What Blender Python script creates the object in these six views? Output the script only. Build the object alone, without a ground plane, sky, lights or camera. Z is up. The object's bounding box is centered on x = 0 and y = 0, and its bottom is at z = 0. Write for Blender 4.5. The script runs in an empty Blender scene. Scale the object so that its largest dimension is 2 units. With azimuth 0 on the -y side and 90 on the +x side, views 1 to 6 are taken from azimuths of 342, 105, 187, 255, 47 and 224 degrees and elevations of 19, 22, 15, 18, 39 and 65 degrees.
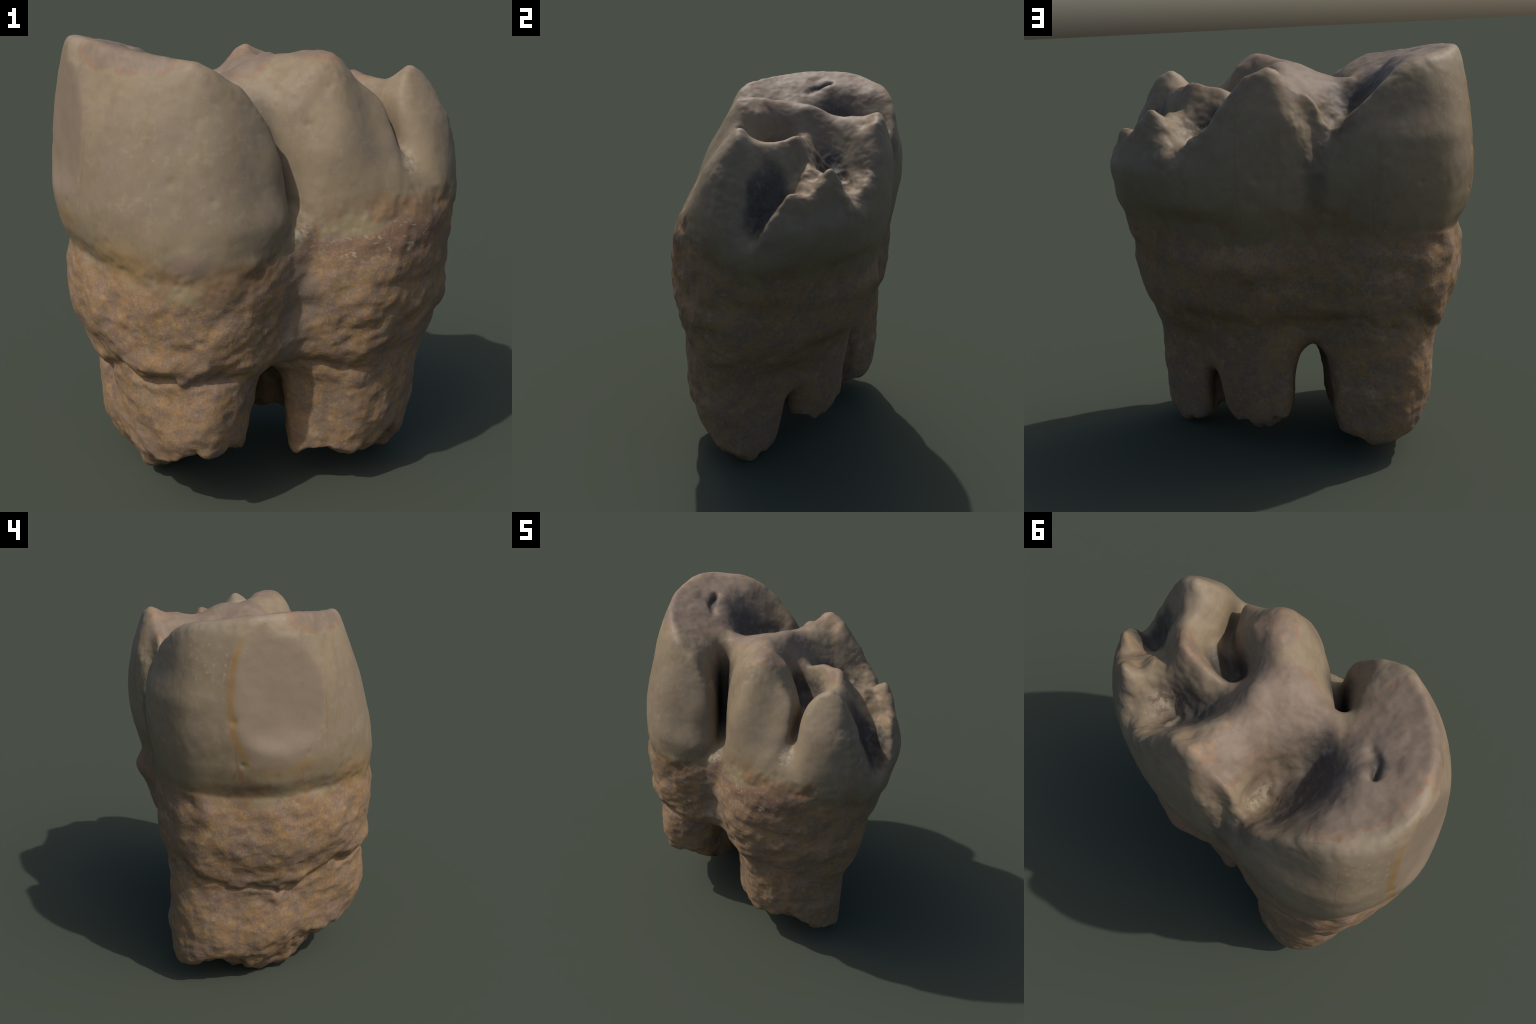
"""Fossil molar: worn crown with five cusps, cementum collar and broken roots.
The body is one implicit solid (lofted hull, occlusal relief, root relief, clefts),
meshed with surface nets, given fine relief and split into anatomical parts."""
import bpy, math
import numpy as np

STEP = 0.0075            # meshing cell, metres
rng = np.random.default_rng(7)

# ------------------------------------------------------------------ helpers
def smax(a, b, k):
    h = np.clip(0.5 + 0.5 * (a - b) / k, 0, 1)
    return b + (a - b) * h + k * h * (1 - h)

def smin(a, b, k):
    return -smax(-a, -b, k)

def step(a, b, x):
    t = np.clip((x - a) / (b - a), 0, 1)
    return t * t * (3 - 2 * t)

def bump(x, c, w):
    return np.exp(-((x - c) / w) ** 2)

def hash3(i, j, k, seed):
    n = (i * 374761393 + j * 668265263 + k * 2147483647 + seed * 974711) & 0xFFFFFFFF
    n = ((n ^ (n >> 13)) * 1274126177) & 0xFFFFFFFF
    n = ((n ^ (n >> 16)) * 2246822519) & 0xFFFFFFFF
    return ((n ^ (n >> 15)) & 0xFFFFFF) / float(0xFFFFFF)

def vnoise(P, freq, seed=0):
    """Smooth value noise in -1..1 at the points P (n,3)."""
    Q = P * freq + 100.0
    I = np.floor(Q).astype(np.int64)
    f = Q - I
    f = f * f * f * (f * (f * 6 - 15) + 10)
    out = 0
    for dx in (0, 1):
        wx = f[:, 0] if dx else 1 - f[:, 0]
        for dy in (0, 1):
            wy = f[:, 1] if dy else 1 - f[:, 1]
            for dz in (0, 1):
                wz = f[:, 2] if dz else 1 - f[:, 2]
                out = out + wx * wy * wz * hash3(I[:, 0] + dx, I[:, 1] + dy, I[:, 2] + dz, seed)
    return out * 2 - 1

def fbm(P, freq, octaves, seed=0, gain=0.5):
    s, a = 0, 1.0
    R = np.array([[0.8, 0.6, 0], [-0.6, 0.8, 0], [0, 0, 1.0]])
    R2 = np.array([[1, 0, 0], [0, 0.8, 0.6], [0, -0.6, 0.8]])
    for o in range(octaves):
        s = s + a * vnoise(P, freq, seed + o * 17)
        P = P @ R @ R2
        freq *= 2.03
        a *= gain
    return s

def thin_plate(pts, soft=0.00003):
    """Smooth surface z(x,y) through landmark points (x,y,z)."""
    pts = np.array(pts, float)
    X, Zv = pts[:, :2], pts[:, 2]
    def phi(r2):
        return 0.5 * r2 * np.log(r2 + 1e-12)
    n = len(X)
    K = phi(((X[:, None] - X[None]) ** 2).sum(-1)) + soft * np.eye(n)
    A = np.zeros((n + 3, n + 3))
    A[:n, :n] = K
    A[:n, n] = 1; A[:n, n + 1:] = X
    A[n, :n] = 1; A[n + 1:, :n] = X.T
    w = np.linalg.solve(A, np.concatenate([Zv, np.zeros(3)]))
    def f(x, y):
        out = w[n] + w[n + 1] * x + w[n + 2] * y
        for (px, py), c in zip(X, w[:n]):
            out = out + c * phi((x - px) ** 2 + (y - py) ** 2)
        return out
    return f

def cubic(xs, ys, x):
    """Monotone cubic interpolation (ys may carry a trailing axis)."""
    xs, ys = np.array(xs, float), np.array(ys, float)
    h = np.diff(xs)
    sh = (-1,) + (1,) * (ys.ndim - 1)
    d = np.diff(ys, axis=0) / h.reshape(sh)
    m = np.zeros_like(ys)
    prod = d[:-1] * d[1:]
    m[1:-1] = np.where(prod > 0, 2 * prod / (d[:-1] + d[1:] + np.where(prod > 0, 0, 1)), 0)
    m[0], m[-1] = d[0], d[-1]
    i = np.clip(np.searchsorted(xs, x) - 1, 0, len(xs) - 2)
    t = np.clip((x - xs[i]) / h[i], 0, 1).reshape(sh)
    hh = h[i].reshape(sh)
    return ((1 + 2 * t) * (1 - t) ** 2 * ys[i] + t * (1 - t) ** 2 * hh * m[i]
            + t * t * (3 - 2 * t) * ys[i + 1] + t * t * (t - 1) * hh * m[i + 1])

def smooth_ring(r, n):
    k = np.exp(-0.5 * (np.arange(-3 * n, 3 * n + 1) / n) ** 2); k /= k.sum()
    return np.convolve(np.concatenate([r[-3 * n:], r, r[:3 * n]]), k, "valid")

# ------------------------------------------------------------------ hull: cross-sections, bottom to top
# each: height, then the outline from the front end (-x) round by the cheek side (-y), rear (+x), tongue side (+y)
SECTIONS = [
    (0.00, [(-.61, .05), (-.56, -.20), (-.46, -.40), (-.28, -.47), (-.14, -.40), (.07, -.33), (.30, -.43), (.54, -.36), (.70, -.19), (.80, -.04), (.52, .09), (.36, .20), (.25, .29), (.15, .33), (-.20, .40), (-.45, .50), (-.60, .42)]),
    (0.25, [(-.70, .05), (-.63, -.24), (-.50, -.45), (-.34, -.54), (-.14, -.43), (.07, -.33), (.30, -.44), (.56, -.375), (.725, -.20), (.79, -.05), (.52, .11), (.39, .26), (.27, .355), (.15, .39), (-.20, .43), (-.45, .55), (-.67, .44)]),
    (0.50, [(-.735, .06), (-.645, -.26), (-.55, -.47), (-.40, -.615), (-.14, -.48), (.07, -.34), (.30, -.465), (.575, -.39), (.735, -.205), (.80, -.04), (.52, .12), (.40, .265), (.28, .38), (.15, .425), (-.20, .39), (-.46, .555), (-.69, .445)]),
    (0.68, [(-.79, .06), (-.695, -.25), (-.58, -.46), (-.40, -.585), (-.14, -.51), (.05, -.39), (.15, -.45), (.30, -.495), (.59, -.40), (.765, -.23), (.83, -.035), (.63, .165), (.44, .315), (.29, .42), (.17, .46), (-.20, .39), (-.47, .555), (-.71, .445)]),
    (0.80, [(-.845, .06), (-.765, -.25), (-.64, -.465), (-.40, -.60), (-.15, -.535), (.04, -.43), (.14, -.50), (.32, -.54), (.61, -.415), (.81, -.245), (.855, -.02), (.68, .175), (.485, .38), (.33, .48), (.16, .51), (-.15, .46), (-.24, .47), (-.47, .57), (-.73, .455)]),
    (0.93, [(-.87, .06), (-.79, -.265), (-.665, -.485), (-.38, -.61), (-.14, -.55), (.03, -.44), (.14, -.52), (.33, -.56), (.63, -.425), (.84, -.25), (.88, -.02), (.69, .18), (.49, .41), (.33, .52), (.15, .555), (-.12, .48), (-.24, .50), (-.47, .58), (-.75, .46)]),
    (1.03, [(-.87, .05), (-.775, -.27), (-.66, -.475), (-.37, -.61), (-.14, -.55), (.02, -.45), (.15, -.51), (.37, -.56), (.63, -.425), (.83, -.235), (.86, .0), (.72, .20), (.51, .41), (.34, .545), (.16, .59), (-.12, .50), (-.24, .505), (-.47, .58), (-.75, .465)]),
    (1.11, [(-.858, .06), (-.765, -.255), (-.65, -.475), (-.35, -.615), (-.15, -.55), (.02, -.46), (.17, -.50), (.38, -.575), (.64, -.43), (.83, -.225), (.88, .02), (.85, .11), (.725, .22), (.515, .41), (.34, .52), (.14, .565), (-.06, .53), (-.20, .495), (-.32, .54), (-.47, .565), (-.75, .47)]),
    (1.22, [(-.905, .10), (-.815, -.22), (-.675, -.465), (-.345, -.62), (-.145, -.56), (.02, -.46), (.17, -.48), (.375, -.55), (.655, -.42), (.845, -.215), (.895, .02), (.785, .22), (.525, .43), (.34, .525), (.135, .585), (-.06, .555), (-.195, .51), (-.32, .555), (-.475, .572), (-.77, .48)]),
    (1.32, [(-.925, .13), (-.84, -.20), (-.68, -.455), (-.34, -.62), (-.14, -.565), (.02, -.46), (.17, -.45), (.38, -.515), (.67, -.41), (.85, -.215), (.91, .03), (.82, .245), (.56, .475), (.34, .575), (.13, .605), (-.06, .58), (-.19, .53), (-.32, .57), (-.48, .58), (-.79, .49)]),
    (1.46, [(-.938, .16), (-.845, -.18), (-.67, -.43), (-.35, -.59), (-.14, -.51), (.02, -.42), (.16, -.435), (.34, -.465), (.68, -.375), (.85, -.19), (.915, .06), (.855, .26), (.595, .48), (.34, .585), (.13, .615), (-.06, .585), (-.19, .55), (-.32, .58), (-.49, .60), (-.80, .50)]),
    (1.58, [(-.935, .16), (-.845, -.16), (-.66, -.40), (-.35, -.56), (-.175, -.48), (.03, -.405), (.24, -.445), (.45, -.34), (.665, -.345), (.775, -.25), (.84, -.155), (.88, .07), (.81, .25), (.58, .455), (.33, .57), (.13, .61), (-.06, .58), (-.19, .55), (-.32, .575), (-.49, .59), (-.80, .505)]),
    (1.70, [(-.925, .16), (-.835, -.15), (-.65, -.37), (-.34, -.52), (-.17, -.425), (.02, -.35), (.21, -.415), (.41, -.265), (.64, -.31), (.745, -.225), (.815, -.125), (.85, .06), (.78, .25), (.58, .42), (.32, .54), (.12, .59), (-.20, .56), (-.48, .55), (-.785, .485)]),
    (1.88, [(-.89, .16), (-.79, -.12), (-.63, -.31), (-.35, -.445), (-.17, -.35), (.02, -.28), (.20, -.318), (.355, -.18), (.57, -.20), (.73, -.08), (.76, .06), (.70, .24), (.55, .35), (.09, .535), (-.20, .52), (-.48, .50), (-.755, .445)]),
    (2.02, [(-.85, .15), (-.74, -.10), (-.59, -.25), (-.36, -.37), (-.17, -.32), (.01, -.25), (.22, -.22), (.50, -.10), (.60, -.05), (.64, .06), (.60, .20), (.48, .28), (.05, .49), (-.20, .47), (-.46, .43), (-.72, .385)]),
]
NTH = 360
def ring(points):
    p = np.array(points)
    th = np.arctan2(p[:, 1], p[:, 0])
    # chords first, then rounded: keeps flat facets flat
    fine = []
    for a, b in zip(p, np.roll(p, -1, axis=0)):
        for t in np.linspace(0, 1, 24, endpoint=False):
            fine.append(a + (b - a) * t)
    f = np.array(fine)
    th, rr = np.arctan2(f[:, 1], f[:, 0]), np.hypot(f[:, 0], f[:, 1])
    o = np.argsort(th)
    grid = -math.pi + np.arange(NTH) * 2 * math.pi / NTH
    r = np.interp(grid, th[o], rr[o], period=2 * math.pi)
    return smooth_ring(r, 6) * 1.008
HULL_Z = np.array([s[0] for s in SECTIONS])
HULL_R = np.array([ring(s[1]) for s in SECTIONS])

# enamel edge (neck line) height against azimuth, degrees from +x
NECK = [(-180, 1.11), (-165, 1.11), (-150, 1.10), (-140, 1.09), (-127, 1.06), (-117, 1.05), (-108, 1.10), (-99, 1.17), (-91, 1.26), (-83, 1.27), (-76, 1.24), (-65, 1.28), (-50, 1.33),
        (-35, 1.35), (-18, 1.32), (-5, 1.24), (5, 1.17), (15, 1.21), (30, 1.21), (50, 1.17), (72, 1.15), (90, 1.16), (110, 1.18), (130, 1.17), (146, 1.15), (160, 1.12)]
def neck_height(th):
    a = np.array([n[0] for n in NECK] + [180.0]); h = np.array([n[1] for n in NECK] + [NECK[0][1]])
    grid = np.linspace(-180, 180, 361)[:-1]
    r = smooth_ring(np.interp(grid, a, h), 4)
    return np.interp(np.degrees(th), grid, r, period=360)

# ------------------------------------------------------------------ occlusal relief landmarks
FRONT_RIM = [(-.15, -.315, 1.74), (-.21, -.37, 1.825), (-.305, -.425, 1.885), (-.425, -.40, 1.955), (-.577, -.316, 1.975), (-.69, -.185, 1.98),
             (-.79, -.02, 1.992), (-.83, .113, 1.995), (-.81, .238, 1.985), (-.75, .387, 1.955), (-.60, .47, 1.925), (-.48, .524, 1.845), (-.33, .53, 1.71), (-.25, .52, 1.62)]
FRONT_FLOOR = [(-.25, -.30, 1.85), (-.38, -.28, 1.905), (-.51, -.205, 1.935), (-.41, -.11, 1.88), (-.32, -.17, 1.865), (-.66, -.02, 1.97),
               (-.573, .045, 1.925), (-.53, -.05, 1.925), (-.545, .11, 1.94), (-.61, .23, 1.94), (-.74, .255, 1.965), (-.55, .36, 1.91), (-.43, .36, 1.745), (-.42, .45, 1.755), (-.51, .43, 1.865), (-.35, .45, 1.68), (-.48, .214, 1.835), (-.40, .10, 1.80)]
SADDLE = [(-.29, -.06, 1.85), (-.28, .0, 1.837), (-.20, -.05, 1.87), (-.18, .05, 1.855), (-.20, .13, 1.80), (-.03, -.01, 1.935), (-.06, .10, 1.90)]
VALLEY_FRONT = [(-.314, .127, 1.70), (-.26, .222, 1.64), (-.31, .30, 1.635), (-.20, .30, 1.64), (-.20, .40, 1.60), (-.18, .53, 1.57), (-.17, .62, 1.52)]
TONGUE_CUSP = [(.015, .50, 1.93), (.02, .455, 1.915), (.03, .37, 1.90), (.01, .248, 1.885), (-.042, .50, 1.885), (-.15, .50, 1.78), (-.19, .51, 1.70), (-.068, .363, 1.84), (-.11, .44, 1.79), (-.12, .33, 1.795), (-.155, .39, 1.755),
               (.145, .50, 1.885), (.21, .53, 1.81), (.26, .54, 1.755), (.31, .53, 1.69), (.406, .50, 1.62), (.09, .44, 1.87), (.10, .36, 1.85), (.16, .42, 1.83), (.19, .36, 1.73), (.25, .43, 1.71), (.05, .58, 1.90)]
CHEEK_CUSP = [(.20, -.235, 1.965), (.20, -.15, 1.95), (.15, -.08, 1.94), (.06, -.05, 1.945), (.09, -.19, 1.95), (.28, -.21, 1.90), (.27, -.08, 1.88), (.34, -.16, 1.825), (.22, -.36, 1.90)]
LINK = [(.06, .116, 1.915), (.12, .115, 1.83), (.18, .11, 1.78), (.24, .13, 1.80), (.31, .155, 1.83), (.40, .16, 1.845), (.46, .145, 1.85), (.50, .08, 1.838), (.45, .06, 1.79), (.56, .02, 1.825)]
REAR_CUSP = [(.60, -.095, 1.905), (.64, -.14, 1.888), (.575, -.05, 1.85), (.68, -.085, 1.858), (.62, -.24, 1.83), (.74, -.10, 1.775)]
PITS = [(.22, .04, 1.68), (.30, .04, 1.70), (.39, .04, 1.71), (.20, .19, 1.735), (.22, .29, 1.66), (.28, .345, 1.62), (.29, .215, 1.75), (.34, .30, 1.59), (.38, .235, 1.71), (.46, .27, 1.69), (.40, .38, 1.575), (.50, .18, 1.74), (.495, .47, 1.56), (.50, .58, 1.53)]
REAR_BASIN = [(.60, .11, 1.71), (.66, .13, 1.565), (.70, .06, 1.56), (.62, .03, 1.75), (.68, .0, 1.72), (.74, -.02, 1.68), (.78, .0, 1.57), (.82, .03, 1.45), (.77, .085, 1.46), (.86, .07, 1.42), (.92, .06, 1.40), (.55, .18, 1.69)]
REAR_RIDGE = [(.605, .36, 1.755), (.552, .24, 1.73), (.572, .40, 1.705), (.578, .43, 1.645), (.585, .30, 1.69), (.70, .27, 1.64), (.703, .33, 1.685), (.794, .30, 1.62), (.72, .23, 1.645), (.63, .22, 1.655), (.79, .19, 1.655), (.75, .15, 1.56), (.89, .125, 1.54), (.95, .11, 1.47)]
OCCLUSAL = thin_plate(FRONT_RIM + FRONT_FLOOR + SADDLE + VALLEY_FRONT + TONGUE_CUSP + CHEEK_CUSP + LINK + REAR_CUSP + PITS + REAR_BASIN + REAR_RIDGE)

# root ends: lower limit of the solid
ROOT_ENDS = thin_plate([(-.45, -.55, .33), (-.25, -.52, .34), (-.60, -.36, .31), (-.50, -.42, .27), (-.55, -.30, .20), (-.40, -.38, .37), (-.30, -.38, .37), (-.38, -.20, .20), (-.17, -.38, .24), (-.60, -.20, .22), (-.68, 0, .27), (-.60, -.04, .15), (-.19, -.25, .19), (-.50, -.1, .04), (-.44, .05, .01), (-.62, .14, .13), (-.68, .25, .22), (-.2, 0, .14), (-.45, .3, .08), (-.42, .47, .085), (-.3, .5, .15), (-.60, .42, .16),
                        (.1, -.45, .25), (.3, -.45, .235), (.5, -.42, .225), (.62, -.3, .24), (.64, -.18, .06), (.58, .02, .005), (.70, .05, .09), (.64, .16, .10), (.4, -.2, .10), (.3, .1, .18), (.16, .31, .095), (.26, .40, .17), (.05, .40, .15), (.42, .42, .30), (.05, .15, .2)])

def cleft(X, Y, Z, path, up=True, k=0.05):
    """Signed field of a steep-sided cut along a plan path of (x, y, half width, floor or roof z)."""
    best = None
    for (x0, y0, w0, f0), (x1, y1, w1, f1) in zip(path[:-1], path[1:]):
        dx, dy = x1 - x0, y1 - y0
        t = np.clip(((X - x0) * dx + (Y - y0) * dy) / (dx * dx + dy * dy), 0, 1)
        d = np.hypot(X - x0 - t * dx, Y - y0 - t * dy)
        f = f0 + t * (f1 - f0)
        rise = (Z - f) if up else (f - Z)
        w = (w0 + t * (w1 - w0))
        s = smax(d - w * (0.45 + 0.55 * np.clip(rise / 0.45, 0, 1.6)), -rise, k)
        best = s if best is None else np.minimum(best, s)
    return best

def field(X, Y, Z):
    th = np.arctan2(Y, X)
    rho = np.hypot(X, Y)
    return th, rho

# ------------------------------------------------------------------ evaluate on a grid
x = np.arange(-1.0, 1.0, STEP); y = np.arange(-0.72, 0.72, STEP); z = np.arange(-0.04, 2.06, STEP)
XX, YY = np.meshgrid(x, y, indexing="ij")
TH, RHO = np.arctan2(YY, XX), np.hypot(XX, YY)
TOP, BOT = OCCLUSAL(XX, YY), ROOT_ENDS(XX, YY)
P2 = np.stack([XX.ravel(), YY.ravel(), 0 * XX.ravel()], 1)
chip = fbm(P2, 9, 3, 41).reshape(XX.shape)
BOT = BOT + 0.028 * chip + 0.03 * np.maximum(chip, 0) ** 2        # broken root ends
BOT = np.maximum(BOT, 0.006)
gx, gy = np.gradient(TOP, STEP); TOPN = np.sqrt(1 + np.minimum(gx * gx + gy * gy, 6))
gx, gy = np.gradient(BOT, STEP); BOTN = np.sqrt(1 + np.minimum(gx * gx + gy * gy, 4))
rz = cubic(HULL_Z, HULL_R, np.clip(z, HULL_Z[0], HULL_Z[-1]))          # (nz, NTH)
tidx = (TH + math.pi) / (2 * math.pi) * NTH
i0 = np.floor(tidx).astype(int) % NTH; i1 = (i0 + 1) % NTH; ft = tidx - np.floor(tidx)
NECKH = neck_height(TH)
F = np.empty((len(x), len(y), len(z)), np.float32)
CLEFT_CHEEK = [(-.24, -.15, .04, 1.40), (-.12, -.27, .045, 1.37), (.0, -.40, .05, 1.34), (.05, -.60, .09, 1.26)]
WEAR_SLOT = [(-.50, -.01, .030, 1.885), (-.555, .02, .030, 1.895), (-.60, .09, .034, 1.90)]
CLEFT_REAR = [(.28, .02, .05, 1.64), (.41, -.10, .048, 1.62), (.52, -.32, .042, 1.56), (.57, -.48, .07, 1.46)]
FORK_CHEEK = [(-.04, -.13, .17, .58), (-.06, -.40, .10, .66), (-.05, -.62, .13, .72)]
FORK_TONGUE = [(.02, -.10, .13, .58), (-.10, .20, .12, .56), (-.14, .62, .13, .58)]
FORK_REAR = [(.10, -.04, .12, .40), (.40, .12, .08, .36), (.52, .60, .08, .46)]
for k, zz in enumerate(z):
    r = rz[k][i0] * (1 - ft) + rz[k][i1] * ft
    # cementum collar: stands proud just under the enamel edge at the front end, with a torn lower lip
    dz = zz - NECKH
    front = step(0.55, 0.92, -np.cos(TH) + 0.12 * np.sin(TH)) * (0.8 + 0.5 * np.sin(7 * TH + 1.0) * np.sin(3 * TH))
    r = r + 0.008 * front * (step(0.016, -0.008, dz) - 0.5) * bump(dz, -0.05, 0.22)
    hull = (RHO - r) * 0.93
    top = (zz - TOP) / TOPN
    bot = (BOT - zz) / BOTN
    facet = -0.985 * XX - 0.172 * YY - 0.848 + 0.08 * (zz - 1.6) - 1.3 * max(0.0, 1.5 - zz) ** 2          # contact facet ground flat on the front end
    if zz > 1.1:
        hull = smax(hull, facet, 0.012)
    d = smax(hull, top, 0.042)
    Zk = np.full_like(XX, zz)
    if zz > 1.2:
        d = smax(d, -cleft(XX, YY, Zk, CLEFT_CHEEK), 0.13)
        d = smax(d, -cleft(XX, YY, Zk, CLEFT_REAR), 0.11)
    if zz > 1.8:
        d = smax(d, -cleft(XX, YY, Zk, WEAR_SLOT, True, .03), 0.028)
    if zz < 0.95:
        d = smax(d, -cleft(XX, YY, Zk, FORK_CHEEK, False, .1), 0.14)
        d = smax(d, -cleft(XX, YY, Zk, FORK_TONGUE, False, .1), 0.09)
        d = smax(d, -cleft(XX, YY, Zk, FORK_REAR, False, .08), 0.07)
        d = smax(d, bot, 0.014)
    F[:, :, k] = d

# ------------------------------------------------------------------ surface nets
def surface_nets(F, origin, h):
    S = F < 0
    nx, ny, nz = F.shape
    cnt = np.zeros((nx - 1, ny - 1, nz - 1), np.int8)
    for a in (0, 1):
        for b in (0, 1):
            for c in (0, 1):
                cnt += S[a:nx - 1 + a, b:ny - 1 + b, c:nz - 1 + c]
    I, J, K = np.nonzero((cnt > 0) & (cnt < 8))
    index = np.full(cnt.shape, -1, np.int32); index[I, J, K] = np.arange(len(I))
    acc = np.zeros((len(I), 3)); num = np.zeros(len(I))
    corners = [(a, b, c) for a in (0, 1) for b in (0, 1) for c in (0, 1)]
    for p in corners:
        for ax in range(3):
            if p[ax]:
                continue
            q = list(p); q[ax] = 1
            f0 = F[I + p[0], J + p[1], K + p[2]]; f1 = F[I + q[0], J + q[1], K + q[2]]
            m = (f0 < 0) != (f1 < 0)
            t = np.where(m, f0 / np.where(m, f0 - f1, 1), 0)
            pos = np.tile(np.array(p, float), (len(I), 1)); pos[:, ax] = t
            acc[m] += pos[m]; num[m] += 1
    V = (np.stack([I, J, K], 1) + acc / num[:, None]) * h + origin
    quads = []
    for ax in range(3):
        A = [slice(None)] * 3; B = [slice(None)] * 3
        A[ax] = slice(0, -1); B[ax] = slice(1, None)
        s0, s1 = S[tuple(A)], S[tuple(B)]
        E = np.stack(np.nonzero(s0 != s1), 1)
        inside = s0[E[:, 0], E[:, 1], E[:, 2]]
        u, v = (ax + 1) % 3, (ax + 2) % 3
        ok = (E[:, u] > 0) & (E[:, v] > 0)
        for d in (u, v):
            ok &= E[:, d] < F.shape[d] - 1
        E, inside = E[ok], inside[ok]
        def cell(du, dv):
            C = E.copy(); C[:, u] -= du; C[:, v] -= dv
            return index[C[:, 0], C[:, 1], C[:, 2]]
        Q = np.stack([cell(0, 0), cell(1, 0), cell(1, 1), cell(0, 1)], 1)
        Q[~inside] = Q[~inside][:, ::-1]
        quads.append(Q)
    return V, np.concatenate(quads)

V, Q = surface_nets(F, np.array([x[0], y[0], z[0]]), STEP)
E4 = np.concatenate([Q[:, [0, 1]], Q[:, [1, 2]], Q[:, [2, 3]], Q[:, [3, 0]]])

def relax(V, n, lam=0.5):
    deg = np.bincount(E4.ravel(), minlength=len(V))[:, None]
    for _ in range(n):
        s = np.zeros_like(V)
        for c in range(3):
            s[:, c] = np.bincount(E4[:, 0], V[E4[:, 1], c], len(V)) + np.bincount(E4[:, 1], V[E4[:, 0], c], len(V))
        V = V + lam * (s / deg - V)
    return V

def normals(V):
    n = np.cross(V[Q[:, 2]] - V[Q[:, 0]], V[Q[:, 3]] - V[Q[:, 1]])
    out = np.zeros_like(V)
    for c in range(3):
        for j in range(4):
            out[:, c] += np.bincount(Q[:, j], n[:, c], len(V))
    return out / (np.linalg.norm(out, axis=1, keepdims=True) + 1e-12)

V = relax(V, 2)

# keep only the largest connected piece
label = np.arange(len(V))
while True:
    m = np.minimum(label[E4[:, 0]], label[E4[:, 1]])
    new = label.copy()
    np.minimum.at(new, E4[:, 0], m); np.minimum.at(new, E4[:, 1], m)
    new = new[new]
    if np.array_equal(new, label):
        break
    label = new
main = np.bincount(label).argmax()
keep = label == main
remap = np.cumsum(keep) - 1
Q = remap[Q[keep[Q[:, 0]]]]; V = V[keep]
E4 = np.concatenate([Q[:, [0, 1]], Q[:, [1, 2]], Q[:, [2, 3]], Q[:, [3, 0]]])

# ------------------------------------------------------------------ surface relief
N = normals(V)
th = np.arctan2(V[:, 1], V[:, 0])
dz = V[:, 2] - neck_height(th) - 0.03 * vnoise(V, 6, 5)
root = step(0.03, -0.05, dz)
near = bump(dz, 0.03, 0.07)
topz = OCCLUSAL(V[:, 0], V[:, 1])
worn = step(0.10, 0.02, topz - V[:, 2]) * step(1.3, 1.5, V[:, 2])
deep = worn * step(1.80, 1.66, V[:, 2])
front = step(-0.25, 0.6, -np.cos(th)) ; cheek = step(-0.2, 0.5, -np.sin(th)); tongue = step(-0.2, 0.6, np.sin(th))
coarse = fbm(V, 5.5, 3, 11)
mid = fbm(V, 13, 3, 23)
fine = fbm(V, 30, 2, 31)
ridged = 1 - np.abs(fbm(V * np.array([1, 1, 1.4]), 9, 3, 51)) * 1.6
streak = fbm(V * np.array([1, 1, .18]), 20, 2, 61)
rough = 0.55 + 0.45 * np.maximum(cheek, front) - 0.15 * tongue
disp = 0.0030 * coarse * (1 - root) + 0.0010 * mid * (1 - root)
disp += root * rough * (0.014 * coarse + 0.0022 * mid + 0.0005 * fine + 0.0025 * (ridged - .5))
disp += root * step(0.7, 0.3, V[:, 2]) * 0.003 * streak
disp += near * (1 - root) * cheek * (0.007 * mid + 0.001 * fine)
disp += worn * (0.0026 * mid + 0.0006 * fine)
disp += deep * (0.0035 * mid + 0.001 * fine)
crusty = np.exp(-(((V - np.array([-.22, .34, 1.63])) / np.array([.07, .13, .08])) ** 2).sum(1)) + np.exp(-(((V - np.array([.33, .33, 1.62])) / np.array([.10, .08, .07])) ** 2).sum(1))
disp += crusty * 0.013 * vnoise(V, 24, 95)
# torn lower lip of the cementum collar
lip = 0.665 + 0.055 * vnoise(V * np.array([1, 1, 0.2]), 3.2, 71) + 0.045 * vnoise(V * np.array([1, 1, .2]), 8, 73) + 0.02 * vnoise(V, 19, 74) - 0.09 * front * (1 - cheek) * (1 - tongue) + 0.05 * tongue
t = V[:, 2] - lip
lipk = (0.25 + 0.75 * np.maximum(front, 0.36 * cheek)) * (1 - 0.55 * tongue) * (1 - 0.6 * step(0.1, 0.7, np.cos(th))) * np.clip(0.65 + 0.7 * vnoise(V * np.array([1, 1, .4]), 4.5, 75), 0.05, 1.2)
disp += lipk * (0.016 * bump(t, 0.06, 0.06) - 0.026 * bump(t, -0.014, 0.024) - 0.010 * bump(t, -0.08, 0.09))
knobby = lipk * bump(t, -0.06, 0.07)
disp += knobby * (0.014 * vnoise(V, 15, 77) + 0.006 * mid)
# oblique furrows and pits of the cheek side under the neck
ob_ = fbm(V @ np.array([[.9, 0, -.5], [0, 1, 0], [.35, 0, .9]]) * np.array([.45, .6, 1.3]), 11, 2, 91)
disp += root * cheek * bump(V[:, 2], 0.86, 0.20) * (0.008 * ob_ - 0.012 * np.maximum(vnoise(V, 9, 93) - .35, 0))
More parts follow.
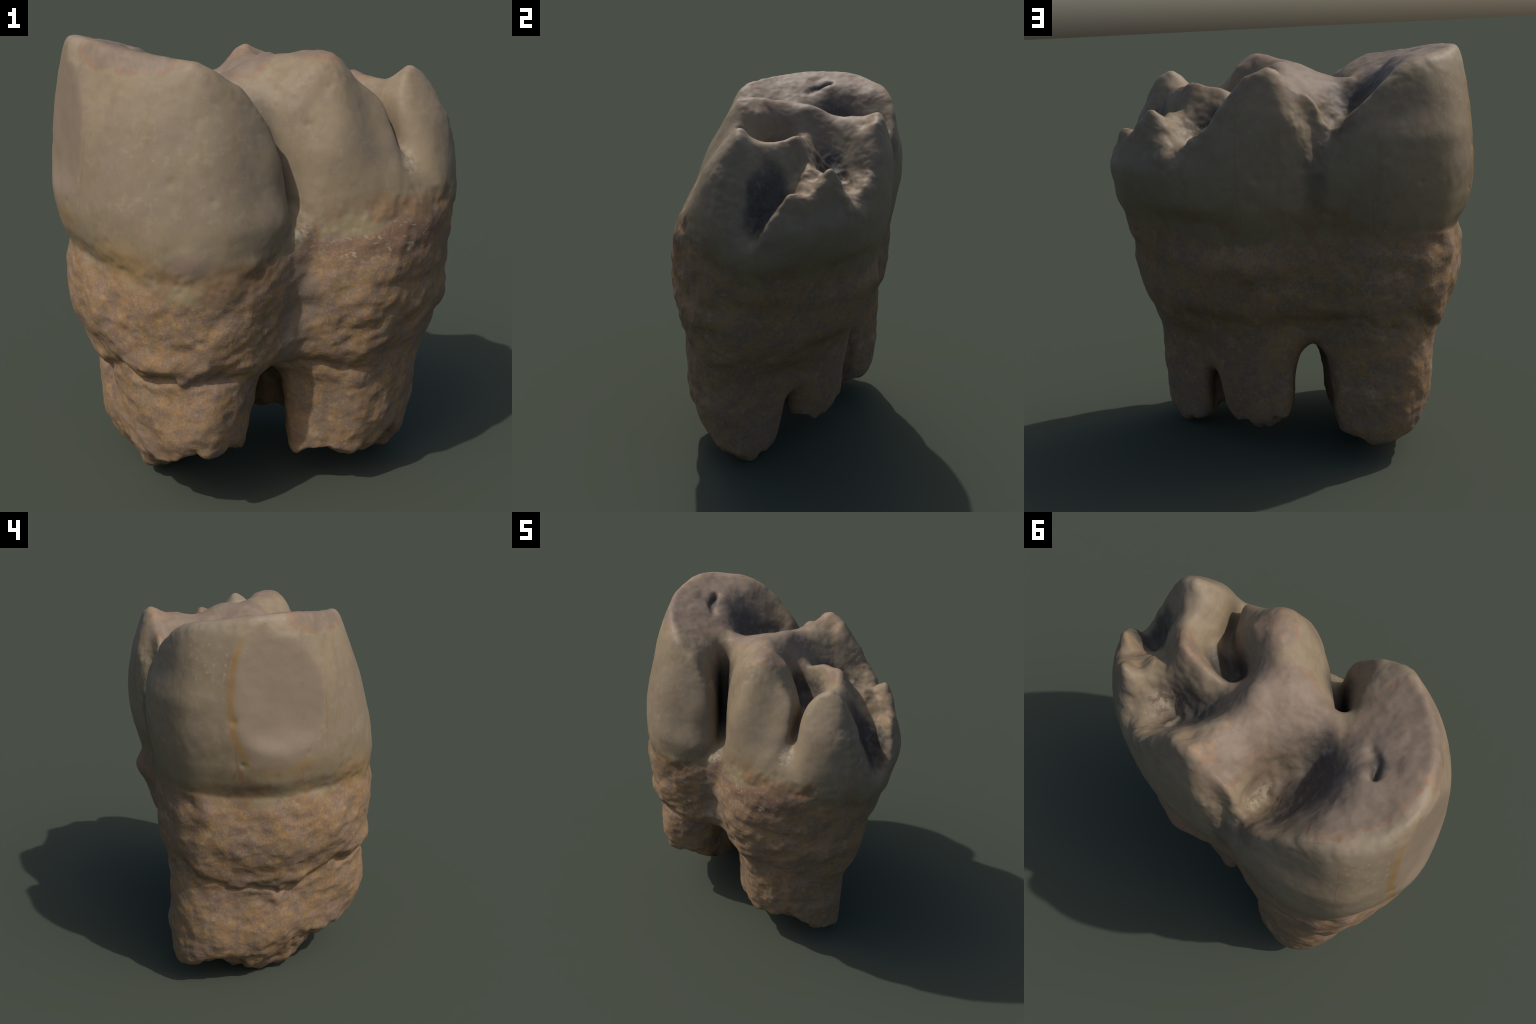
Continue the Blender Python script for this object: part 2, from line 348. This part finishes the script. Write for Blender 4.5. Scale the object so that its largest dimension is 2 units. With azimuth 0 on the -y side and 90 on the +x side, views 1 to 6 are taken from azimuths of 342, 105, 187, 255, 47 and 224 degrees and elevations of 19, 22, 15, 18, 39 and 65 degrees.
# knobs on the collar
for c, r, hgt in [((-.78, .38, 1.06), .07, .022), ((.16, .585, 1.01), .07, .014), ((-.30, -.61, 1.12), .05, .008), ((-.15, -.58, 1.14), .045, .010), ((-.22, -.60, 1.19), .035, .010),
                  ((-.46, -.58, 1.21), .06, .010), ((.03, -.44, 1.27), .05, .022), ((.80, -.26, .88), .07, .012), ((.30, -.58, 1.08), .09, .010), ((.86, .10, 1.29), .06, .012)]:
    disp += hgt * np.exp(-((V - np.array(c)) ** 2).sum(1) / (r * r))
V = V + N * disp[:, None]
# small chips and pores on the worn surface
for k in range(46):
    i = rng.integers(len(V))
    if V[i, 2] < 1.05:
        continue
    r = rng.uniform(.010, .022)
    V -= N * (rng.uniform(.002, .006) * np.exp(-((V - V[i]) ** 2).sum(1) / (r * r)))[:, None]
V[:, 2] -= V[:, 2].min()
N = normals(V)

# ------------------------------------------------------------------ materials
class Graph:
    """Small helper that writes shader nodes as expressions."""
    def __init__(self, tree):
        self.t = tree
    def node(self, kind, **kw):
        n = self.t.nodes.new(kind)
        for k, v in kw.items():
            setattr(n, k, v)
        return n
    def put(self, sock, v):
        if isinstance(v, bpy.types.NodeSocket):
            self.t.links.new(v, sock)
        elif isinstance(v, (tuple, list)) and len(v) == 3 and sock.type == "RGBA":
            sock.default_value = (*v, 1)
        else:
            sock.default_value = v
    def math(self, op, a, b=0.0, c=None, clamp=False):
        n = self.node("ShaderNodeMath", operation=op, use_clamp=clamp)
        self.put(n.inputs[0], a); self.put(n.inputs[1], b)
        if c is not None:
            self.put(n.inputs[2], c)
        return n.outputs[0]
    def add(self, a, b): return self.math("ADD", a, b)
    def sub(self, a, b): return self.math("SUBTRACT", a, b)
    def mul(self, a, b): return self.math("MULTIPLY", a, b)
    def ramp(self, v, lo, hi, a=0.0, b=1.0):
        n = self.node("ShaderNodeMapRange", interpolation_type="SMOOTHSTEP")
        if lo > hi:
            lo, hi, a, b = hi, lo, b, a
        for i, x in enumerate((v, lo, hi, a, b)):
            self.put(n.inputs[i], x)
        return n.outputs[0]
    def mix(self, f, a, b):
        n = self.node("ShaderNodeMix", data_type="RGBA")
        self.put(n.inputs[0], f); self.put(n.inputs[6], a); self.put(n.inputs[7], b)
        return n.outputs[2]
    def scaled(self, vec, scale, shift=(0, 0, 0)):
        n = self.node("ShaderNodeMapping")
        self.put(n.inputs[0], vec)
        n.inputs["Location"].default_value = shift
        n.inputs["Scale"].default_value = scale
        return n.outputs[0]
    def noise(self, vec, scale, detail=3, rough=.55, dist=0.0):
        n = self.node("ShaderNodeTexNoise")
        self.put(n.inputs["Vector"], vec)
        n.inputs["Scale"].default_value = scale; n.inputs["Detail"].default_value = detail
        n.inputs["Roughness"].default_value = rough; n.inputs["Distortion"].default_value = dist
        return n.outputs[0]
    def cells(self, vec, scale, feature="F1"):
        n = self.node("ShaderNodeTexVoronoi", feature=feature)
        self.put(n.inputs["Vector"], vec); n.inputs["Scale"].default_value = scale
        return n.outputs["Distance"]
    def dist(self, vec, c, r):
        """Distance from the point c measured in the radii r."""
        v = self.scaled(vec, tuple(1 / q for q in r), tuple(-p / q for p, q in zip(c, r)))
        n = self.node("ShaderNodeVectorMath", operation="LENGTH"); self.put(n.inputs[0], v)
        return n.outputs["Value"]
    def blob(self, vec, c, r, soft=.35, wob=None, k=.5):
        d = self.dist(vec, c, r)
        if wob is not None:
            d = self.add(d, self.mul(self.sub(wob, .5), k))
        return self.ramp(d, 1 + soft, 1 - soft)
    def any(self, *m):
        out = m[0]
        for q in m[1:]:
            out = self.math("MAXIMUM", out, q)
        return out

def tooth_material(name):
    mat = bpy.data.materials.new(name); mat.use_nodes = True
    g = Graph(mat.node_tree)
    bsdf = mat.node_tree.nodes["Principled BSDF"]
    pos = g.node("ShaderNodeTexCoord").outputs["Object"]
    xyz = g.node("ShaderNodeSeparateXYZ"); g.put(xyz.inputs[0], pos)
    x_, y_, z_ = xyz.outputs
    n_big = g.noise(pos, 3.0, 3)
    n_mid = g.noise(pos, 9.0, 4, .6)
    n_fine = g.noise(pos, 34.0, 4, .65)
    n_grain = g.noise(pos, 95.0, 3, .6)
    n_flow = g.noise(g.scaled(pos, (1, 1, .16)), 11.0, 4, .6)     # vertical streaks
    n_band = g.noise(g.scaled(pos, (.5, .5, 5)), 6.0, 3, .5)      # growth lines

    # neck line: enamel above, cementum below
    turn = g.math("ARCTAN2", y_, x_)
    turn = g.math("MULTIPLY_ADD", turn, 1 / (2 * math.pi), 0.5)
    fc = g.node("ShaderNodeFloatCurve")
    curve = fc.mapping.curves[0]
    pts = [((a + 180) / 360, h / 2) for a, h in NECK] + [(1.0, NECK[0][1] / 2)]
    curve.points[0].location = pts[0]; curve.points[1].location = pts[-1]
    for p in pts[1:-1]:
        curve.points.new(*p)
    fc.mapping.update()
    g.put(fc.inputs["Value"], turn)
    above = g.sub(z_, g.mul(fc.outputs[0], 2.0))
    edge = g.add(above, g.mul(g.sub(n_mid, .5), .22))
    edge = g.add(edge, g.mul(g.sub(n_fine, .5), .09))
    enamel = g.ramp(edge, -.022, .022)

    # ---- enamel
    col = g.mix(g.ramp(n_big, .35, .65), ENAMEL_GREY, ENAMEL_TAN)
    col = g.mix(g.mul(g.ramp(n_flow, .52, .72), .45), col, ENAMEL_BROWN)
    col = g.mix(g.mul(g.ramp(n_band, .55, .75), .25), col, ENAMEL_PALE)
    col = g.mix(g.mul(g.ramp(g.noise(pos, 17, 3, .6), .50, .64), .45), col, ENAMEL_PINK)
    col = g.mix(g.mul(g.ramp(g.noise(g.scaled(pos, (1, 1, .6), (3, 1, 2)), 13, 3, .6), .52, .64), .28), col, ENAMEL_OLIVE)
    col = g.mix(g.mul(g.ramp(g.noise(g.scaled(pos, (1, 1, 1), (7, 2, 5)), 24, 3, .6), .56, .66), .4), col, ENAMEL_PALE)
    low = g.ramp(g.add(above, g.mul(g.sub(n_mid, .5), .2)), .24, .02)
    col = g.mix(g.mul(low, .55), col, ENAMEL_OLIVE)
    rust = g.mul(g.ramp(g.add(above, g.mul(g.sub(n_mid, .5), .4)), .20, .02), g.ramp(g.noise(pos, 8, 3, .55), .50, .60))
    col = g.mix(g.mul(rust, .75), col, RUST)
    # vertical hairline cracks filled with iron stain
    crack = g.cells(g.scaled(g.node_warp(pos, n_big), (1, 1, .06)), 3.1, "DISTANCE_TO_EDGE")
    crack = g.mul(g.ramp(crack, .011, .003), g.ramp(g.noise(g.scaled(pos, (1, 1, .5)), 4.0, 2), .46, .58))
    crack = g.mul(crack, g.any(g.ramp(x_, -.66, -.80), g.mul(g.ramp(y_, .25, .45), .8), .12))
    col = g.mix(g.mul(crack, .6), col, CRACK)
    purple = g.mul(g.ramp(g.add(above, g.mul(g.sub(n_mid, .5), .2)), .16, .04), g.ramp(g.noise(g.scaled(pos, (1, 1, 1), (4, 4, 1)), 11, 2), .56, .64))
    col = g.mix(g.mul(purple, .6), col, ROOT_PURPLE)
    patch = g.any(g.blob(pos, (-.24, -.60, 1.15), (.18, .14, .075), .35, n_mid, 1.2), g.blob(pos, (.55, -.45, 1.38), (.22, .16, .05), .35, n_mid, 1.3))
    col = g.mix(g.mul(patch, .7), col, RUST)
    col = g.mix(g.mul(g.blob(pos, (-.47, -.58, 1.21), (.08, .12, .045), .4, n_mid, 1.0), .7), col, ROOT_PURPLE)
    col = g.mix(g.mul(g.any(g.blob(pos, (-.74, -.42, 1.17), (.16, .16, .09), .4, n_fine, 1.3), g.blob(pos, (-.84, .02, 1.30), (.1, .16, .05), .4, n_fine, 1.2)), .5), col, OCHRE)
    # pale chalky specks
    speck = g.mul(g.ramp(g.cells(pos, 26), .17, .10), g.ramp(n_mid, .60, .70))
    col = g.mix(g.mul(speck, .6), col, CHALK)
    dots = g.mul(g.ramp(g.cells(pos, 34), .30, .18), g.blob(pos, (-.76, .33, 1.80), (.16, .20, .10), .3, n_mid, .8))
    col = g.mix(g.mul(dots, .55), col, CHALK_GOLD)
    # ground contact facet at the front end
    plane = g.sub(g.add(g.mul(x_, -.985), g.mul(y_, -.172)), .848)
    plane = g.math("MULTIPLY_ADD", g.sub(z_, 1.6), .08, plane)
    fac = g.mul(g.ramp(plane, -.016, -.008), g.blob(pos, (-.87, .06, 1.60), (.2, .25, .32), .06))
    col = g.mix(g.mul(fac, .8), col, FACET)
    rim = g.mul(g.mul(g.ramp(plane, -.03, -.016), g.ramp(plane, -.006, -.012)), g.blob(pos, (-.92, .22, 1.62), (.12, .10, .32), .3))
    col = g.mix(g.mul(rim, .8), col, OCHRE)

    # ---- worn top: dentine, its iron-red outline, dark stain in the basins
    dent = g.any(g.blob(pos, (-.52, .03, 1.94), (.30, .40, .10), .10, n_mid, .25),
                 g.blob(pos, (-.09, .10, 1.87), (.27, .21, .15), .10, n_mid, .3),
                 g.blob(pos, (.17, -.14, 1.98), (.12, .13, .06), .2, n_mid, .4),
                 g.blob(pos, (-.06, .40, 1.83), (.11, .15, .12), .15, n_mid, .4),
                 g.blob(pos, (.42, .12, 1.87), (.16, .08, .06), .2, n_mid, .4))
    ring = g.mul(g.ramp(dent, .05, .4), g.ramp(dent, .98, .6))
    wide = g.any(g.blob(pos, (-.55, .03, 1.95), (.37, .47, .09), .10, n_mid, .25), g.blob(pos, (-.01, .42, 1.88), (.13, .16, .12), .2, n_mid, .3), g.blob(pos, (.58, -.08, 1.90), (.10, .11, .06), .4, n_mid, .4))
    crest = g.mul(g.math("SUBTRACT", wide, dent, clamp=True), g.ramp(n_mid, .35, .6))
    col = g.mix(g.mul(crest, .6), col, ENAMEL_WORN)
    dcol = g.mix(g.ramp(n_mid, .38, .62), DENTINE, DENTINE_PALE)
    col = g.mix(g.mul(dent, .85), col, dcol)
    col = g.mix(g.mul(g.mul(ring, g.ramp(n_fine, .40, .6)), .6), col, IRON)
    tops = g.any(g.blob(pos, (.18, -.17, 1.97), (.10, .12, .06), .3, n_fine, .9), g.blob(pos, (.70, .26, 1.68), (.2, .13, .1), .3, n_fine, 1.2),
                 g.blob(pos, (.44, .12, 1.86), (.14, .08, .05), .3, n_fine, 1.2), g.blob(pos, (.08, .46, 1.9), (.16, .1, .06), .3, n_fine, 1.0))
    col = g.mix(g.mul(g.mul(tops, g.ramp(n_fine, .45, .60)), .6), col, ORANGE_WORN)
    brown = g.any(g.blob(pos, (-.19, .27, 1.69), (.13, .12, .10), .4, n_mid, .8), g.blob(pos, (-.33, .46, 1.68), (.10, .12, .08), .4, n_mid, .8), g.blob(pos, (.36, .28, 1.62), (.16, .14, .09), .4, n_mid, .9))
    col = g.mix(g.mul(brown, .7), col, STAIN_BROWN)
    stain = g.any(g.blob(pos, (-.36, .29, 1.70), (.08, .17, .10), .35, n_mid, .8),
                  g.blob(pos, (-.42, .15, 1.76), (.20, .17, .13), .35, n_mid, .8),
                  g.blob(pos, (-.575, .05, 1.90), (.06, .07, .05), .4, n_mid, .5),
                  g.blob(pos, (.71, .07, 1.58), (.17, .10, .21), .25, n_mid, .8),
                  g.blob(pos, (.28, .03, 1.68), (.13, .09, .14), .35, n_mid, .6),
                  g.blob(pos, (.24, .25, 1.66), (.16, .12, .10), .35, n_mid, .9),
                  g.blob(pos, (-.16, -.22, 1.55), (.14, .10, .25), .4, n_mid, .5),
                  g.mul(g.blob(pos, (-.18, .56, 1.46), (.05, .12, .14), .6, n_mid, 1.0), .6))
    col = g.mix(g.mul(stain, .88), col, STAIN)
    crust = g.any(g.blob(pos, (-.215, .42, 1.60), (.035, .17, .06), .3, n_fine, 1.8), g.blob(pos, (.38, .36, 1.64), (.10, .10, .06), .3, n_fine, 1.0),
                  g.blob(pos, (.02, -.45, 1.27), (.06, .08, .05), .3, n_fine, 1.6), g.blob(pos, (.52, -.36, 1.55), (.04, .06, .06), .3, n_fine, .8))
    col = g.mix(g.mul(g.mul(crust, g.ramp(n_fine, .42, .56)), .8), col, CHALK)
    wet = g.mul(stain, g.ramp(g.noise(pos, 22, 2), .58, .68))
    col = g.mix(g.mul(wet, .35), col, CHALK_BLUE)

    # ---- cementum and roots
    r1 = g.mix(g.ramp(n_mid, .38, .60), ROOT_BROWN, ROOT_OCHRE)
    r1 = g.mix(g.mul(g.ramp(n_fine, .50, .62), .65), r1, ROOT_GOLD)
    r1 = g.mix(g.mul(g.ramp(g.noise(pos, 48, 3, .6), .54, .64), .5), r1, ROOT_GREY)
    r1 = g.mix(g.mul(g.ramp(n_big, .52, .66), .3), r1, ROOT_PINK)
    r1 = g.mix(g.mul(g.ramp(g.noise(g.scaled(pos, (1, 1, 1), (5, 8, 1)), 19, 4, .65), .52, .62), .6), r1, ROOT_PURPLE)
    r1 = g.mix(g.mul(g.ramp(g.noise(g.scaled(pos, (1, 1, .7), (9, 3, 4)), 26, 4, .65), .55, .64), .55), r1, ROOT_GOLD)
    r1 = g.mix(g.mul(g.ramp(g.noise(g.scaled(pos, (1, 1, 1), (2, 6, 9)), 14, 4, .6), .58, .68), .5), r1, ROOT_LIGHT)
    r1 = g.mix(g.mul(g.ramp(g.noise(g.scaled(pos, (1, 1, 1), (8, 1, 3)), 6.5, 3, .6), .50, .60), .42), r1, ROOT_PURPLE)
    r1 = g.mix(g.mul(g.ramp(n_grain, .56, .70), .5), r1, ROOT_LIGHT)
    r1 = g.mix(g.mul(g.ramp(n_grain, .40, .30), .5), r1, ROOT_DARK)
    # reddish bare band with white streaks under the enamel of the middle lobe
    band = g.mul(g.blob(pos, (.36, -.52, 1.27), (.38, .25, .085), .3, n_mid, .9), g.ramp(n_fine, .3, .5))
    r1 = g.mix(g.mul(band, .75), r1, ROOT_RED)
    white = g.mul(g.blob(pos, (.28, -.50, 1.27), (.42, .25, .085), .3, n_mid, 1.2), g.ramp(g.noise(g.scaled(pos, (1, 1, 2.2)), 20, 4, .65, 1.0), .57, .64))
    r1 = g.mix(g.mul(white, .7), r1, CHALK)
    grey = g.any(g.blob(pos, (.0, -.46, .95), (.10, .12, .28), .4, n_mid, .8))
    r1 = g.mix(g.mul(grey, .5), r1, ROOT_GREY)
    col = g.mix(enamel, r1, col)
    col = g.mix(g.mul(g.ramp(n_grain, .3, .7), .10), col, (.32, .26, .18))
    g.put(bsdf.inputs["Base Color"], col)
    rough = g.mix(enamel, (.78,) * 3, g.mix(n_mid, (.50,) * 3, (.66,) * 3))
    g.put(bsdf.inputs["Roughness"], rough)
    g.put(bsdf.inputs["Specular IOR Level"], g.ramp(enamel, 0, 1, .22, .32))
    b = g.node("ShaderNodeBump"); b.inputs["Distance"].default_value = .006
    g.put(b.inputs["Strength"], g.ramp(enamel, 1, 0, .12, .55))
    g.put(b.inputs["Height"], g.add(g.mul(n_fine, .7), g.mul(n_grain, .3)))
    g.put(bsdf.inputs["Normal"], b.outputs[0])
    return mat

def node_warp(self, vec, amount):
    n = self.node("ShaderNodeVectorMath", operation="SCALE")
    self.put(n.inputs[0], (.10, .10, .0)); self.put(n.inputs["Scale"], amount)
    a = self.node("ShaderNodeVectorMath", operation="ADD")
    self.put(a.inputs[0], vec); self.put(a.inputs[1], n.outputs[0])
    return a.outputs[0]
Graph.node_warp = node_warp

ENAMEL_GREY, ENAMEL_TAN, ENAMEL_BROWN, ENAMEL_PALE = (.225, .175, .120), (.262, .202, .128), (.200, .138, .080), (.29, .232, .158)
ENAMEL_OLIVE, RUST, CRACK, CHALK = (.185, .145, .070), (.20, .115, .060), (.225, .110, .045), (.36, .30, .22)
FACET, OCHRE = (.215, .162, .118), (.26, .150, .050)
DENTINE, DENTINE_PALE, IRON, ORANGE_WORN, STAIN, CHALK_BLUE = (.190, .138, .102), (.240, .180, .135), (.28, .140, .075), (.31, .18, .09), (.056, .050, .047), (.20, .20, .20)
ROOT_BROWN, ROOT_OCHRE, ROOT_GOLD, ROOT_GREY, ROOT_PINK, ROOT_LIGHT, ROOT_DARK, ROOT_RED = (.208, .142, .090), (.275, .168, .086), (.325, .185, .064), (.205, .162, .128), (.25, .168, .118), (.36, .265, .17), (.12, .080, .048), (.165, .095, .065)
ENAMEL_WORN, STAIN_BROWN = (.33, .265, .185), (.115, .082, .058)
ROOT_PURPLE, ENAMEL_PINK, CHALK_GOLD = (.195, .135, .112), (.222, .160, .122), (.36, .27, .14)

enamel_mat = tooth_material("fossil_enamel")
root_mat = tooth_material("fossil_cementum")

# ------------------------------------------------------------------ parts: split the one surface by region
cen = V[Q].mean(1)
cth = np.arctan2(cen[:, 1], cen[:, 0])
cneck = neck_height(cth)
xx, yy, zz = cen.T
part = np.full(len(Q), -1)
REGIONS = ["crown", "neck", "root", "root", "root", "cusp", "cusp", "cusp", "cusp", "enamel_ridge"]
part[:] = 0
part[zz < cneck] = 1
low = zz < 0.55
part[low & (xx < -.04)] = 2
part[low & (xx >= -.04)] = 3
part[low & (xx >= -.04) & (yy > .05 + .35 * np.abs(xx - .2) + .1 * (xx > .45))] = 4
high = zz > 1.5
seeds = {5: (-.55, .05), 6: (.17, -.18), 7: (.06, .42), 8: (.56, -.04), 9: (.70, .30)}
scale = {5: .62, 6: 1.0, 7: 1.0, 8: .9, 9: .9}
score = np.stack([np.hypot(xx - c[0], yy - c[1]) * scale[k] for k, c in seeds.items()])
pick = np.array(list(seeds))[score.argmin(0)]
part[high] = pick[high]

root_ob = bpy.data.objects.new("fossil_tooth", None)
bpy.context.collection.objects.link(root_ob)
root_ob.empty_display_size = 0.2
root_ob["label"] = "worn brown fossil molar with cusps and broken roots"
root_ob["category"] = "fossil tooth"
parents = {}
for k, name in enumerate(REGIONS):
    f = Q[part == k]
    ids, inv = np.unique(f, return_inverse=True)
    me = bpy.data.meshes.new(name)
    me.from_pydata(V[ids].tolist(), [], inv.reshape(-1, 4).tolist())
    me.polygons.foreach_set("use_smooth", np.ones(len(f), bool))
    me.normals_split_custom_set_from_vertices(N[ids].tolist())
    me.materials.append(root_mat if k in (1, 2, 3, 4) else enamel_mat)
    ob = bpy.data.objects.new(name, me)
    bpy.context.collection.objects.link(ob)
    parents[k] = ob
    ob.parent = parents[0] if k >= 5 else root_ob
print("verts", len(V), V.min(0), V.max(0))
